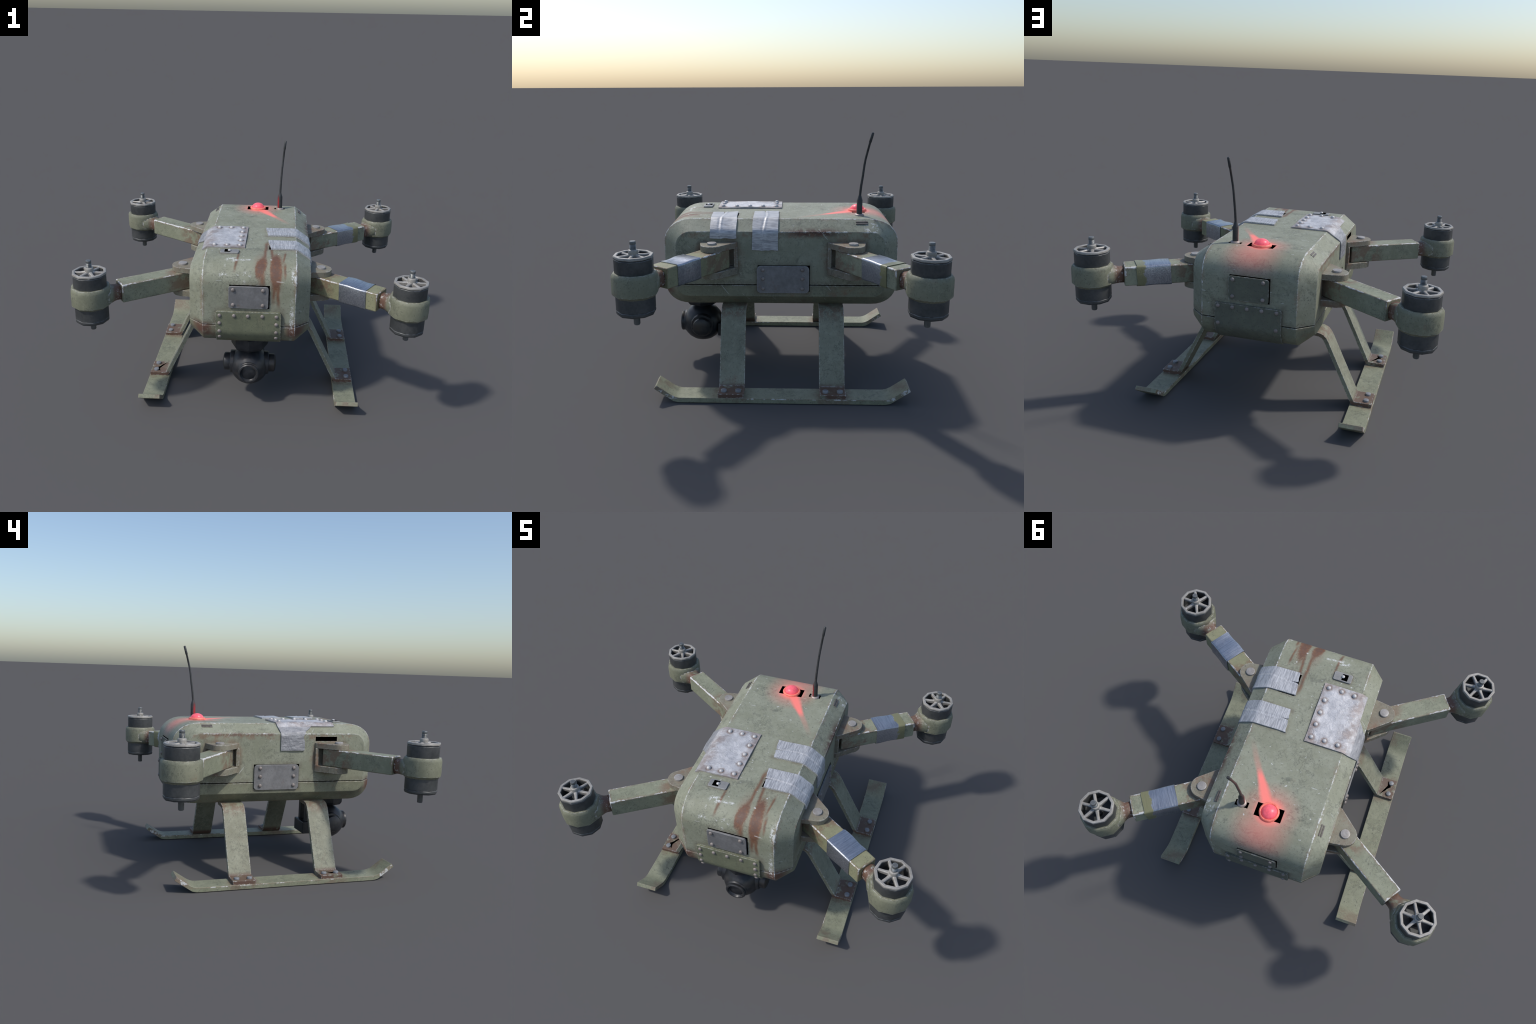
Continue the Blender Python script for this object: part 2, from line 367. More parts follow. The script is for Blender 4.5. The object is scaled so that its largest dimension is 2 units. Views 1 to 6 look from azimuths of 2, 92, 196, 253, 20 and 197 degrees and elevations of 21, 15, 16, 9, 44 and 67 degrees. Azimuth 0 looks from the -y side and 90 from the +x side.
MT['leg'] = paint('leg_paint', a=(.250, .256, .190), b=(.185, .185, .132), rust=.30, chip=.8, shared=True, extra=leg_rust)
MT['skid'] = paint('skid_paint', a=(.245, .256, .180), b=(.190, .200, .135), rust=.22, chip=.5, shared=True, extra=skid_wear)
MT['drum'] = metal('motor_drum_metal', (.050, .054, .056), (.085, .088, .088), .45, .3, .12, True)
MT['rim'] = metal('spoke_wheel_metal', (.245, .23, .205), (.37, .355, .325), .45, .15, .25, True)
MT['shaft'] = metal('shaft_metal', (.10, .107, .108), (.165, .172, .17), .4, .4, .12, True)
MT['bolt'] = metal('bolt_metal', (.24, .225, .21), (.37, .355, .34), .45, .15, .45, True)
MT['footbolt'] = metal('foot_bolt_metal', (.155, .165, .18), (.24, .25, .265), .45, .15, .2, True)
MT['rivet_dull'] = metal('dull_rivet_metal', (.19, .165, .15), (.28, .25, .235), .5, .15, .5, True)
MT['rivet_bright'] = metal('bright_rivet_metal', (.40, .39, .39), (.55, .545, .54), .38, .15, .25, True)
MT['plate_gray'] = metal('gray_plate_metal', (.160, .160, .162), (.235, .235, .238), .5, .2, .42)
MT['plate_green'] = paint('plate_paint', a=(.160, .172, .110), b=(.125, .135, .088), rust=.25, chip=.6)
MT['plate_dark'] = paint('rear_plate_paint', a=(.125, .135, .10), b=(.10, .107, .085), rust=.2, chip=.5)
MT['sheet'] = sheet_metal('patch_sheet_metal')
MT['switch'] = metal('switch_plate_metal', (.20, .20, .195), (.28, .28, .27), .5, .15, .5)
MT['tape'] = duct_tape('body_tape', (.28, .288, .305), (.51, .515, .53), .46, .15, 0, 230.0)
MT['armtape'] = duct_tape('arm_tape', (.30, .325, .37), (.43, .455, .50), .30, .85, 0, 160.0, True)
MT['armtape_torn'] = duct_tape('torn_arm_tape', (.29, .315, .36), (.41, .435, .48), .32, .8, 0, 160.0, True, olive_from=.292)
MT['black'] = black_gap('dark_gap')
def antenna_skin():
    M = Mat('antenna_rubber'); n = M.noise(45.0, 5, .65)
    c = M.mix(M.sm(n, .35, .7), (.030, .032, .033), (.050, .052, .053))
    c = M.mix(M.mul(M.mul(M.sm(M.x, -.003, -.010), M.sm(M.y, .006, -.004)), M.sm(M.z, .115, .05)), c, (.27, .020, .026))  # red tint on the ferrule: beacon glow painted on its near side
    return M.finish(c, .42, 0.0, .4)
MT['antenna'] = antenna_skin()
MT['washer'] = metal('washer_metal', (.30, .24, .21), (.42, .36, .33), .45, .4, .6)
MT['dome'] = plain('beacon_red', (.66, .105, .135), .36, 0, ((.95, .09, .12), .22))
MT['domering'] = plain('beacon_ring_red', (.62, .165, .125), .42, 0, ((.9, .12, .08), .10))
MT['camera'] = camera_black('camera_shell')
MT['glass'] = plain('lens_glass', (.035, .036, .042), .12)
MT['slit'] = metal('vent_metal', (.085, .075, .068), (.14, .12, .11), .5, .3, .5)

# ------------------------------------------------------------------ mesh helpers
ROOT = bpy.data.objects.new('quadcopter_drone', None)
COL.objects.link(ROOT)
ROOT["label"] = "weathered olive military quadcopter with skids, tape patches and red beacon"
ROOT["category"] = "drone"

def mesh(name, verts, faces, mat, smooth=40, mats=None):
    me = bpy.data.meshes.new(name)
    me.from_pydata([tuple(v) for v in verts], [], [tuple(f) for f in faces])
    bm = bmesh.new(); bm.from_mesh(me)
    bmesh.ops.recalc_face_normals(bm, faces=bm.faces); bm.to_mesh(me); bm.free()
    me.polygons.foreach_set('use_smooth', [True] * len(me.polygons))
    me.set_sharp_from_angle(angle=math.radians(smooth))
    me.materials.append(MT[mat])
    return me

def ring_sharp(me, deg=28):
    """smooth round the axis, crisp at the turned steps"""
    bm = bmesh.new(); bm.from_mesh(me)
    for e in bm.edges:
        flat = abs(e.verts[0].co.z - e.verts[1].co.z) < 1e-5
        e.smooth = not (flat and len(e.link_faces) == 2 and e.calc_face_angle(0) > math.radians(deg))
    bm.to_mesh(me); bm.free(); return me

def obj(name, me, parent=ROOT, loc=(0, 0, 0), rot=(0, 0, 0), bevel=0, seg=2, angle=30):
    o = bpy.data.objects.new(name, me); COL.objects.link(o)
    o.parent = parent; o.location = loc; o.rotation_euler = rot
    if bevel:
        b = o.modifiers.new('Bevel', 'BEVEL'); b.width = bevel; b.segments = seg
        b.limit_method = 'ANGLE'; b.angle_limit = math.radians(angle); b.harden_normals = True
    return o

def box(x0, x1, y0, y1, z0, z1):
    v = [(x, y, z) for x in (x0, x1) for y in (y0, y1) for z in (z0, z1)]
    f = [(0, 1, 3, 2), (4, 6, 7, 5), (0, 4, 5, 1), (2, 3, 7, 6), (0, 2, 6, 4), (1, 5, 7, 3)]
    return v, f

def join(*parts):
    V, F = [], []
    for v, f in parts:
        o = len(V); V += list(v); F += [tuple(i + o for i in q) for q in f]
    return V, F

def lathe(profile, n, phase=0.0, close=True):
    """profile of (r, z), spun round z; ends closed to the axis"""
    V, F = [], []
    for r, z in profile:
        for k in range(n):
            a = phase + 2 * math.pi * k / n
            V.append((r * math.cos(a), r * math.sin(a), z))
    for i in range(len(profile) - 1):
        for k in range(n):
            k2 = (k + 1) % n
            F.append((i * n + k, i * n + k2, (i + 1) * n + k2, (i + 1) * n + k))
    if close:
        F.append(tuple(range(n))[::-1]); F.append(tuple((len(profile) - 1) * n + k for k in range(n)))
    return V, F

def prism(outline, z0, z1):
    n = len(outline)
    V = [(x, y, z0) for x, y in outline] + [(x, y, z1) for x, y in outline]
    F = [tuple(range(n))[::-1], tuple(range(n, 2 * n))] + [(i, (i + 1) % n, n + (i + 1) % n, n + i) for i in range(n)]
    return V, F

def xf(part, fn): return [fn(v) for v in part[0]], part[1]

def rounded_rect(x0, x1, y0, y1, r, n=5):
    P = []
    for cx, cy, a0 in ((x1 - r, y1 - r, 0), (x0 + r, y1 - r, 90), (x0 + r, y0 + r, 180), (x1 - r, y0 + r, 270)):
        for k in range(n + 1):
            a = math.radians(a0 + 90 * k / n); P.append((cx + r * math.cos(a), cy + r * math.sin(a)))
    return P

# ------------------------------------------------------------------ hull
W1, W2 = .263, .346          # ridge line, flank
ZT, ZB = .945, .443
def oval_profile(yf, yr, zt, zb, ct, cb, n=8):
    """closed y-z outline, elliptical corners; ct, cb = (run, drop) of top and bottom corners"""
    P = []
    def arc(cy, cz, ry, rz, a0, a1, e=2 / 2.12):
        for k in range(n + 1):
            a = math.radians(a0 + (a1 - a0) * k / n)
            c, q = math.cos(a), math.sin(a)
            P.append((cy + ry * math.copysign(abs(c) ** e, c), cz + rz * math.copysign(abs(q) ** e, q)))
    arc(yr - ct[0], zt - ct[1], ct[0], ct[1], 0, 90)
    arc(yf + ct[0], zt - ct[1], ct[0], ct[1], 90, 180)
    arc(yf + cb[0], zb + cb[1], cb[0], cb[1], 180, 270)
    arc(yr - cb[0], zb + cb[1], cb[0], cb[1], 270, 360)
    return P
P1 = oval_profile(-.678, .652, ZT, ZB, (.170, .135), (.140, .120))
P2 = oval_profile(-.601, .573, .887, .512, (.092, .088), (.070, .060))

def loft_hull(p1, p2, w1, w2):
    n = len(p1); V = []; F = []
    for x, p in ((-w2, p2), (-w1, p1), (w1, p1), (w2, p2)):
        V += [(x, y, z) for y, z in p]
    for i in range(3):
        for k in range(n):
            k2 = (k + 1) % n; F.append((i * n + k, i * n + k2, (i + 1) * n + k2, (i + 1) * n + k))
    F.append(tuple(range(n))); F.append(tuple(range(3 * n, 4 * n))[::-1])
    return V, F

def cut_hull(name, mat, zlo, zhi, grow=0.0):
    g = grow
    q1 = [(y + g * (1 if y > 0 else -1), z + g * (1 if z > .7 else -1)) for y, z in P1]
    q2 = [(y + g * (1 if y > 0 else -1), z + g * (1 if z > .7 else -1)) for y, z in P2]
    V, F = loft_hull(q1, q2, W1 + g * .5, W2 + g)
    bm = bmesh.new(); vs = [bm.verts.new(v) for v in V]
    for f in F: bm.faces.new([vs[i] for i in f])
    bmesh.ops.recalc_face_normals(bm, faces=bm.faces)
    for z, s in ((zlo, -1), (zhi, 1)):
        if z is None: continue
        r = bmesh.ops.bisect_plane(bm, geom=bm.verts[:] + bm.edges[:] + bm.faces[:], plane_co=(0, 0, z), plane_no=(0, 0, s), clear_outer=True)
        ed = [e for e in r['geom_cut'] if isinstance(e, bmesh.types.BMEdge)]
        bmesh.ops.contextual_create(bm, geom=ed)
    bmesh.ops.recalc_face_normals(bm, faces=bm.faces)
    me = bpy.data.meshes.new(name); bm.to_mesh(me); bm.free()
    me.polygons.foreach_set('use_smooth', [True] * len(me.polygons))
    me.set_sharp_from_angle(angle=math.radians(24)); me.materials.append(MT[mat])
    return obj(name, me, bevel=.0045, seg=2, angle=24)

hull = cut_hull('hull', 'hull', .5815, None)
def punch(target, boxes, wall='black'):
    """real openings: boolean boxes whose walls are dark"""
    for b in boxes:
        c = bpy.data.objects.new('cutter', mesh('cutter', *box(*b), wall)); COL.objects.link(c)
        m = target.modifiers.new('Hole', 'BOOLEAN'); m.object = c; m.operation = 'DIFFERENCE'; m.solver = 'EXACT'; m.material_mode = 'TRANSFER'
        bpy.context.view_layer.update()
        dg = bpy.context.evaluated_depsgraph_get()
        bev = target.modifiers.get('Bevel'); bev.show_viewport = False
        bpy.context.view_layer.update(); dg = bpy.context.evaluated_depsgraph_get()
        me = bpy.data.meshes.new_from_object(target.evaluated_get(dg)); old = target.data
        target.modifiers.remove(m); target.data = me; bev.show_viewport = True
        bpy.data.objects.remove(c)
HOLES = [(-.074, .074, .408, .483, .66, .96), (.116, .188, .430, .463, .66, .96), (-.36, -.10, -.402, -.255, .840, .868),
         (.102, .20, -.404, -.258, .80, .96), (.100, .22, -.166, -.045, .80, .96),
         (-.110, .1165, -.70, -.64, .689, .829), (-.117, .108, .62, .67, .691, .829)]
punch(hull, HOLES)
RECESS = [(*sorted((sx * .326, sx * .36)), *sorted((sy * .275, sy * .44)), .688, .792) for sx in (1, -1) for sy in (1, -1)]
punch(hull, RECESS, 'bracket')
pan = cut_hull('belly_pan', 'pan', None, .5765, .0015)
v, f = loft_hull([(y * .99, .7 + (z - .7) * .97) for y, z in P1], [(y * .985, .7 + (z - .7) * .95) for y, z in P2], W1 - .004, W2 - .005)
core = [(a, b, min(max(c, .565), .60)) for a, b, c in v]
obj('seam_gasket', mesh('seam_gasket', core, f, 'black'), pan)

# ------------------------------------------------------------------ bent sheets that hug the hull
def polyline_fn(points, r=.012):
    """arc-length parametrised 2D path with rounded bends -> u: (pos, normal)"""
    P = [Vector(p) for p in points]; out = [P[0]]
    for i in range(1, len(P) - 1):
        a, b, c = P[i - 1], P[i], P[i + 1]
        d1 = (a - b).normalized(); d2 = (c - b).normalized()
        rr = min(r, (a - b).length * .45, (c - b).length * .45)
        p, q = b + d1 * rr, b + d2 * rr
        for k in range(4):
            t = k / 3; out.append((1 - t) ** 2 * p + 2 * t * (1 - t) * b + t * t * q)
    out.append(P[-1])
    L = [0]
    for i in range(1, len(out)): L.append(L[-1] + (out[i] - out[i - 1]).length)
    def at(u):
        u = max(0, min(L[-1], u)); i = 1
        while i < len(L) - 1 and L[i] < u: i += 1
        t = (u - L[i - 1]) / max(1e-9, L[i] - L[i - 1])
        return out[i - 1].lerp(out[i], t)
    def fn(u):
        p = at(u); d = (at(u + .004) - at(u - .004)).normalized()
        return p, Vector((-d.y, d.x))
    return fn

def sheet(name, us, vmin, vmax, nv, place, thick, mat, lift=.002, wob=None, uend=None, smooth=35):
    """rows at path length u, columns across between vmin(u) and vmax(u); closed slab of given thickness.
    place(u, v, h) -> xyz. wob(u, v) adds height; uend(t) slides the last/first rows (torn ends)."""
    nu = len(us); V = []
    for side in (1, 0):
        for i, u in enumerate(us):
            for j in range(nv):
                t = j / (nv - 1)
                uu = u
                if uend: uu = u + uend(i / (nu - 1), t)
                vv = vmin(uu) + (vmax(uu) - vmin(uu)) * t
                h = lift + (wob(uu, vv) if wob else 0)
                V.append(place(uu, vv, h + thick if side else max(0.0005, lift * .2)))
    F = []; N = nu * nv
    for i in range(nu - 1):
        for j in range(nv - 1):
            a = i * nv + j
            F.append((a, a + 1, a + nv + 1, a + nv)); F.append((N + a, N + a + nv, N + a + nv + 1, N + a + 1))
    for i in range(nu - 1):
        for j in (0, nv - 1):
            a = i * nv + j; F.append((a, a + nv, N + a + nv, N + a))
    for j in range(nv - 1):
        for i in (0, nu - 1):
            a = i * nv + j; F.append((a, a + 1, N + a + 1, N + a))
    return mesh(name, V, F, mat, smooth)

# across the roof: from the centre line outwards, down the shoulder, down the flank
ROOF = polyline_fn([(0, ZT), (W1, ZT), (W2, .887), (W2, .60)], .016)
U_R = W1; U_S = W1 + math.hypot(W2 - W1, ZT - .887)
def roof_place(sx):
    def pl(u, v, h):
        p, n = ROOF(u); return (sx * (p.x + n.x * h), v, p.y + n.y * h)
    return pl
def lin(a, b, n): return [a + (b - a) * i / (n - 1) for i in range(n)]
def pw(pts):
    """piecewise-linear function through (u, value)"""
    def g(u):
        if u <= pts[0][0]: return pts[0][1]
        for (a, va), (b, vb) in zip(pts, pts[1:]):
            if u <= b: return va + (vb - va) * (u - a) / max(1e-9, b - a)
        return pts[-1][1]
    return g
def torn(seed, amp):
    R = random.Random(seed); ks = [R.uniform(-1, 1) for _ in range(9)]
    def g(t):
        x = t * 8; i = min(7, int(x)); return amp * (ks[i] + (ks[i + 1] - ks[i]) * (x - i))
    return g

# bright riveted patch: roof panel, short shoulder lip in front, long tapered tab down the left flank
lipu = U_R + .036
us = lin(.042, U_R - .02, 8) + lin(U_R - .015, U_R + .02, 8) + [lipu - .002, lipu, lipu + .001] + lin(lipu + .012, U_S - .016, 5) + lin(U_S - .012, U_S + .014, 7) + lin(U_S + .03, U_S + .103, 6)
vfront = pw([(lipu, -.398), (lipu + .001, -.238), (lipu + .02, -.222), (U_S - .02, -.192), (U_S, -.182), (U_S + .02, -.166), (U_S + .04, -.180), (U_S + .2, -.180)])
vrear = pw([(U_R, -.010), (U_R + .03, -.010), (U_S - .02, -.016), (U_S, -.020), (U_S + .2, -.022)])
def dent(u, v): 
    return .003 * math.sin(u * 31 + 1) * math.sin(v * 23) if u < U_R else .0015 * math.sin(v * 40)
patch = obj('patch_plate', mesh('patch_plate', [], [], 'sheet') if False else
            sheet('patch_plate', us, vfront, vrear, 15, roof_place(-1), .0075, 'sheet', .0015, dent), ROOT, bevel=.0025, seg=2, angle=50)

# body tapes (right side)
def crease(seed, mid):
    R = random.Random(seed); a, b, c = R.uniform(0, 6), R.uniform(0, 6), R.uniform(0, 6)
    def g(u, v):
        k = v + .010 * math.sin(14 * u + b)
        fold = .0016 * math.exp(-((k - mid) / .005) ** 2) - .0014 * math.exp(-((k - mid + .012) / .006) ** 2)
        return .0012 * math.sin(45 * v + 9 * u + a) * math.sin(13 * u + b) + fold + .002
    return g
def tape_strip(inner, v0, v1, uend_side, seed, skew):
    tn, te = torn(seed, .0025), torn(seed + 3, .003)
    notch = lambda t: .045 * max(0, 1 - abs(t - .45) / .03)       # slit cut into the inner end
    us = lin(inner, U_R - .02, 9) + lin(U_R - .014, U_R + .014, 6) + lin(U_R + .03, U_S - .02, 4) + lin(U_S - .014, U_S + .014, 6) + lin(U_S + .02, uend_side, 4)
    e1, e2 = torn(seed + 5, .0022), torn(seed + 8, .0022)
    span = uend_side - inner
    vmin = lambda u: v0 + skew[0] + (skew[1] - skew[0]) * (u - inner) / span + e1((u - inner) / span if 0 <= u - inner <= span else 0)
    vmax = lambda u: v1 + skew[2] + (skew[3] - skew[2]) * (u - inner) / span + e2((u - inner) / span if 0 <= u - inner <= span else 0)
    def ue(i, t):
        if i < .12: return tn(t) + notch(t) + .022 * (1 - t) * skew[4]
        if i > .96: return te(t)
        return 0
    return sheet('tape_strip', us, vmin, vmax, 41, roof_place(1), .004, 'tape', .003, crease(seed, (v0 + v1) / 2), ue)
for inner, v0, v1, ue, sd, sk in ((.092, -.410, -.262, U_S + .034, 11, (0, .006, -.003, .006, 1)), (.072, -.168, -.024, U_S + .101, 29, (0, -.002, 0, -.002, .8))):
    obj('tape_strip', tape_strip(inner, v0, v1, ue, sd, sk), ROOT)

# black gaps showing beside plates and fittings (thin dark inlays)
def inlay(parent, x0, x1, y0, y1, z0, z1):
    obj('dark_slot', mesh('dark_slot', *box(x0, x1, y0, y1, z0, z1), 'black'), parent)

# rivets -----------------------------------------------------------
def rivet_mesh(name, r, h, mat, n=12):
    pr = [(r * 1.0, -.004), (r * 1.0, h * .35), (r * .86, h * .72), (r * .5, h * .95), (r * .12, h)]
    return mesh(name, *lathe(pr, n), mat, 60)
RV = rivet_mesh('rivet_bright', .0125, .012, 'rivet_bright')
RVD = rivet_mesh('rivet', .0115, .010, 'rivet_dull')
def rivets(me, parent, pts, axis):
    rots = {'+z': (0, 0, 0), '-y': (math.pi / 2, 0, 0), '+y': (-math.pi / 2, 0, 0), '+x': (0, math.pi / 2, 0), '-x': (0, -math.pi / 2, 0)}
    for k, p in enumerate(pts):
        r = rots[axis] if isinstance(axis, str) else axis[k]
        obj('rivet', me, parent, p, r)
rivets(RV, patch, [(x, y, .953) for x, y in PATCH_RIVETS], '+z')

# flat gray plates: nose, tail, flanks -----------------------------
def face_plate(name, outline, thick, to_world, mat, parent=ROOT):
    V, F = prism(outline, 0, thick)
    return obj(name, mesh(name, [to_world(p) for p in V], F, mat), parent, bevel=.002, seg=2, angle=50)
np_ = face_plate('nose_plate', rounded_rect(-.115, .110, .691, .824, .014), .011, lambda p: (p[0], -.677 - p[2], p[1]), 'plate_gray')
rivets(RVD, np_, [(x, -.687, z) for x in (-.089, .079) for z in (.804, .712)], '-y')
tp_ = face_plate('tail_plate', rounded_rect(-.112, .111, .691, .825, .014), .009, lambda p: (p[0], .651 + p[2], p[1]), 'plate_dark')
rivets(RVD, tp_, [(x, .659, z) for x in (-.081, .087) for z in (.806, .713)], '+y')
for sx in (1, -1):
    ax = W2 * sx
    sp_ = face_plate('flank_plate', rounded_rect(-.145, .150, .533, .692, .022), .012, lambda p: (ax + sx * (p[2] - .001), p[0], p[1]), 'plate_gray')
    x0, x1 = sorted((ax - sx * .01, ax + sx * .002))
    inlay(sp_, x0, x1, -.149, .150, .540, .694) if sx < 0 else inlay(sp_, x0, x1, -.140, .154, .540, .694)
    rivets(RVD, sp_, [(ax + sx * .011, y, z) for y in (-.110, .112) for z in (.671, .619, .561)], '+x' if sx > 0 else '-x')

# plates that wrap under nose and tail: follow the end profile of the hull
def end_path(sy):
    yf = .678 if sy < 0 else .652
    pts = [(yf, .70), (yf, .563)] + [(yf - .140 + .140 * math.cos(math.radians(a)), .563 - .120 * math.sin(math.radians(a))) for a in (11, 22, 34, 45, 56, 68, 79, 90)] + [(.40, ZB)]
    return polyline_fn(pts, .02)
def wrap_plate(name, sy, ulen, mat, thick, lift):
    fn = end_path(sy)
    def pl(u, v, h):
        p, n = fn(u); return (v, sy * (p.x - n.x * -1 * h), p.y + n.y * h) if False else (v, sy * (p.x + n.x * h), p.y + n.y * h)
    us = lin(.029, .029 + ulen, 22)
    def inset(u):    # rounded upper corners
        d = u - .029; return .012 * (1 - math.sqrt(max(0, 1 - (1 - min(1, d / .012)) ** 2))) if d < .012 else 0
    us = [.029, .030, .032, .036, .041] + us[2:]
    return obj(name, sheet(name, us, lambda u: -.187 + inset(u), lambda u: .184 - inset(u), 15, pl, thick, mat, lift, 
               lambda u, v: .0025 * math.exp(-((u - .16) / .02) ** 2)), ROOT, bevel=.002, seg=2, angle=50), fn
def test_norm(fn): 
    p, n = fn(.05); return n
def along(fn, sy, u, v, h):
    p, n = fn(u); s = 1 if n.x > 0 else -1
    return (v, sy * (p.x + n.x * h), p.y + n.y * h), n
nose_wrap, nfn = wrap_plate('nose_wrap_plate', -1, .212, 'plate_green', .012, .003)
tail_wrap, tfn = wrap_plate('tail_wrap_plate', 1, .225, 'plate_dark', .010, .003)
def wrap_rivets(parent, fn, sy, uv, h):
    for u, v in uv:
        p, n = along(fn, sy, u, v, h)
        d = Vector((0, sy * n.x, n.y)); q = Vector((0, 0, 1)).rotation_difference(d)
        o = obj('rivet', RVD, parent, p, q.to_euler())
wrap_rivets(nose_wrap, nfn, -1, [(.054, x) for x in (-.165, -.083, -.004, .078, .158)] + [(u, x) for u in (.102, .151, .188) for x in (-.166, .158)], .013)
wrap_rivets(tail_wrap, tfn, 1, [(.047, x) for x in (.165, .084, .003, -.078, -.160)] + [(.144, .165), (.144, -.160)], .011)

# roof switch
sw = face_plate('switch_plate', rounded_rect(-.180, -.073, -.494, -.438, .009), .010, lambda p: (p[0], p[1], ZT - .001 + p[2]), 'switch')
inlay(sw, -.156, -.122, -.486, -.445, .950, .9555)
obj('switch_knob', mesh('switch_knob', *lathe([(.010, -.006), (.010, .004), (.006, .008), (.002, .009)], 10), 'rivet_bright'), sw, (-.127, -.467, .955))
# shoulder vents: two thin bars
for sx in (1, -1):
    m4 = []
    for c in (.024, .038):
        p, n = ROOF(U_R + c)
        t = Vector((n.y, -n.x)) * .0045
        q = [p - t - n * .004, p + t - n * .004, p + t + n * .0045, p - t + n * .0045]
        V = [(sx * a.x, y, a.y) for y in (.409, .476) for a in q]
        m4.append((V, [(0, 1, 2, 3), (7, 6, 5, 4), (0, 4, 5, 1), (1, 5, 6, 2), (2, 6, 7, 3), (3, 7, 4, 0)]))
    obj('shoulder_vent', mesh('shoulder_vent', *join(*m4), 'slit'), hull, bevel=.0012, seg=1)

# ------------------------------------------------------------------ beacon and antenna
BX = (0, .444, ZT)
beacon = obj('beacon', mesh('beacon', *lathe([(.042, -.005), (.042, .010)] + [(.041 * math.cos(math.radians(a)), .011 + .028 * math.sin(math.radians(a))) for a in (8, 22, 36, 50, 64, 78, 88)], 24), 'dome', 60), ROOT, BX)
obj('beacon_ring', mesh('beacon_ring', *lathe([(.041, -.002), (.0545, -.002), (.0555, .005), (.052, .0115), (.046, .0125), (.0415, .008), (.041, -.002)], 24, close=False), 'domering', 60), beacon)
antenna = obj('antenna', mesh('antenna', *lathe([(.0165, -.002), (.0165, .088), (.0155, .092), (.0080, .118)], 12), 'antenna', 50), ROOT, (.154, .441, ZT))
obj('antenna_washer', mesh('antenna_washer', *lathe([(.016, -.002), (.027, -.002), (.0275, .004), (.023, .009), (.016, .010)], 16, close=False), 'washer', 50), antenna)
W = [((0, 0, .11), .0076), ((.002, .005, .17), .0072), ((.005, .013, .23), .0068), ((.009, .019, .29), .0066), ((.012, .024, .325), .0066), ((.021, .045, .417), .0062), ((.0213, .0455, .419), .0080), ((.0262, .0585, .470), .0080), ((.0266, .0594, .474), .005)]
V = []; F = []; n = 8
for i, (c, r) in enumerate(W):
    a = Vector(W[max(0, i - 1)][0]); b = Vector(W[min(len(W) - 1, i + 1)][0]); d = (b - a).normalized()
    e = d.cross(Vector((0, 1, 0))).normalized(); g = d.cross(e)
    for k in range(n):
        t = 2 * math.pi * k / n; V.append(Vector(c) + e * r * math.cos(t) + g * r * math.sin(t))
    if i:
        for k in range(n): F.append(((i - 1) * n + k, (i - 1) * n + (k + 1) % n, i * n + (k + 1) % n, i * n + k))
F += [tuple(range(n)), tuple(range((len(W) - 1) * n, len(W) * n))]
obj('antenna_whip', mesh('antenna_whip', V, F, 'antenna', 50), antenna)

# ------------------------------------------------------------------ arms, brackets, motors
PX, PY = .414, .388                     # pivot bolts
MX, MY = .887, .706                     # motor axes
ANG = math.atan2(MY - PY, MX - PX); LEN = math.hypot(MX - PX, MY - PY)
ARM_END = .405
def neck_ring(s, hw, z0, z1, n=12, pw_=3.2):
    out = []
    for k in range(n):
        t = 2 * math.pi * (k + .5) / n; c, sn = math.cos(t), math.sin(t)
        out.append((s, hw * math.copysign(abs(c) ** (2 / pw_), c), (z0 + z1) / 2 + (z1 - z0) / 2 * math.copysign(abs(sn) ** (2 / pw_), sn)))
    return out
def loft(rings):
    n = len(rings[0]); V = [p for r in rings for p in r]; F = []
    for i in range(len(rings) - 1):
        for k in range(n): F.append((i * n + k, i * n + (k + 1) % n, (i + 1) * n + (k + 1) % n, (i + 1) * n + k))
    F += [tuple(range(n)), tuple(range((len(rings) - 1) * n, len(rings) * n))]
    return V, F
# housing in motor frame: x points outward along the arm, origin on the motor axis at z = 0
NS = 10
hz = lathe([(.080, .706), (.097, .690), (.1120, .704), (.1130, .712), (.1130, .790), (.1100, .803), (.1040, .811), (.092, .811), (.088, .800)], NS, 0, True)
nk = loft([neck_ring(-.172, .041, .694, .783), neck_ring(-.140, .041, .694, .783), neck_ring(-.126, .045, .693, .785), neck_ring(-.108, .060, .692, .790), neck_ring(-.085, .078, .692, .795), neck_ring(-.05, .082, .692, .797)])
ME_H = ring_sharp(mesh('motor', *join(hz, nk), 'housing', 38))
ME_DU = ring_sharp(mesh('motor_drum', *lathe([(.090, .800), (.093, .806), (.0945, .812), (.0950, .876), (.0930, .879), (.0950, .881), (.0965, .886), (.0965, .892), (.094, .8955), (.0815, .8955), (.080, .892), (.080, .822), (.03, .820), (.028, .845), (.006, .845)], NS, 0, True), 'drum', 38))
ME_DL = ring_sharp(mesh('motor_bell', *lathe([(.080, .700), (.0965, .698), (.0965, .625), (.0945, .622), (.0965, .619), (.0965, .609), (.091, .600), (.024, .598), (.020, .592)], NS, 0, True), 'drum', 38))
rimp = lathe([(.0800, .884), (.0968, .884), (.0972, .892), (.0945, .8968), (.0825, .8968), (.0800, .893), (.0800, .884)], NS, 0, False)
sp = []
for k in range(6):
    a = math.radians(30 + 60 * k); c, s = math.cos(a), math.sin(a)
    sec = lambda r, w, zt, zb: [(r, -w, zb), (r, w, zb), (r, w, zt - .004), (r, w * .55, zt), (r, -w * .55, zt), (r, -w, zt - .004)]
    V, F = loft([sec(.018, .0098, .897, .874), sec(.045, .0078, .894, .874), sec(.082, .0080, .8935, .876)])
    sp.append(([(x * c - y * s, x * s + y * c, z) for x, y, z in V], F))
hub = lathe([(.0235, .870), (.0245, .902), (.0245, .914), (.0225, .918), (.0170, .9195)], 12)
ME_R = mesh('spoke_wheel', *join(rimp, hub, *sp), 'rim', 35)
thread = [(.0160, .900)]
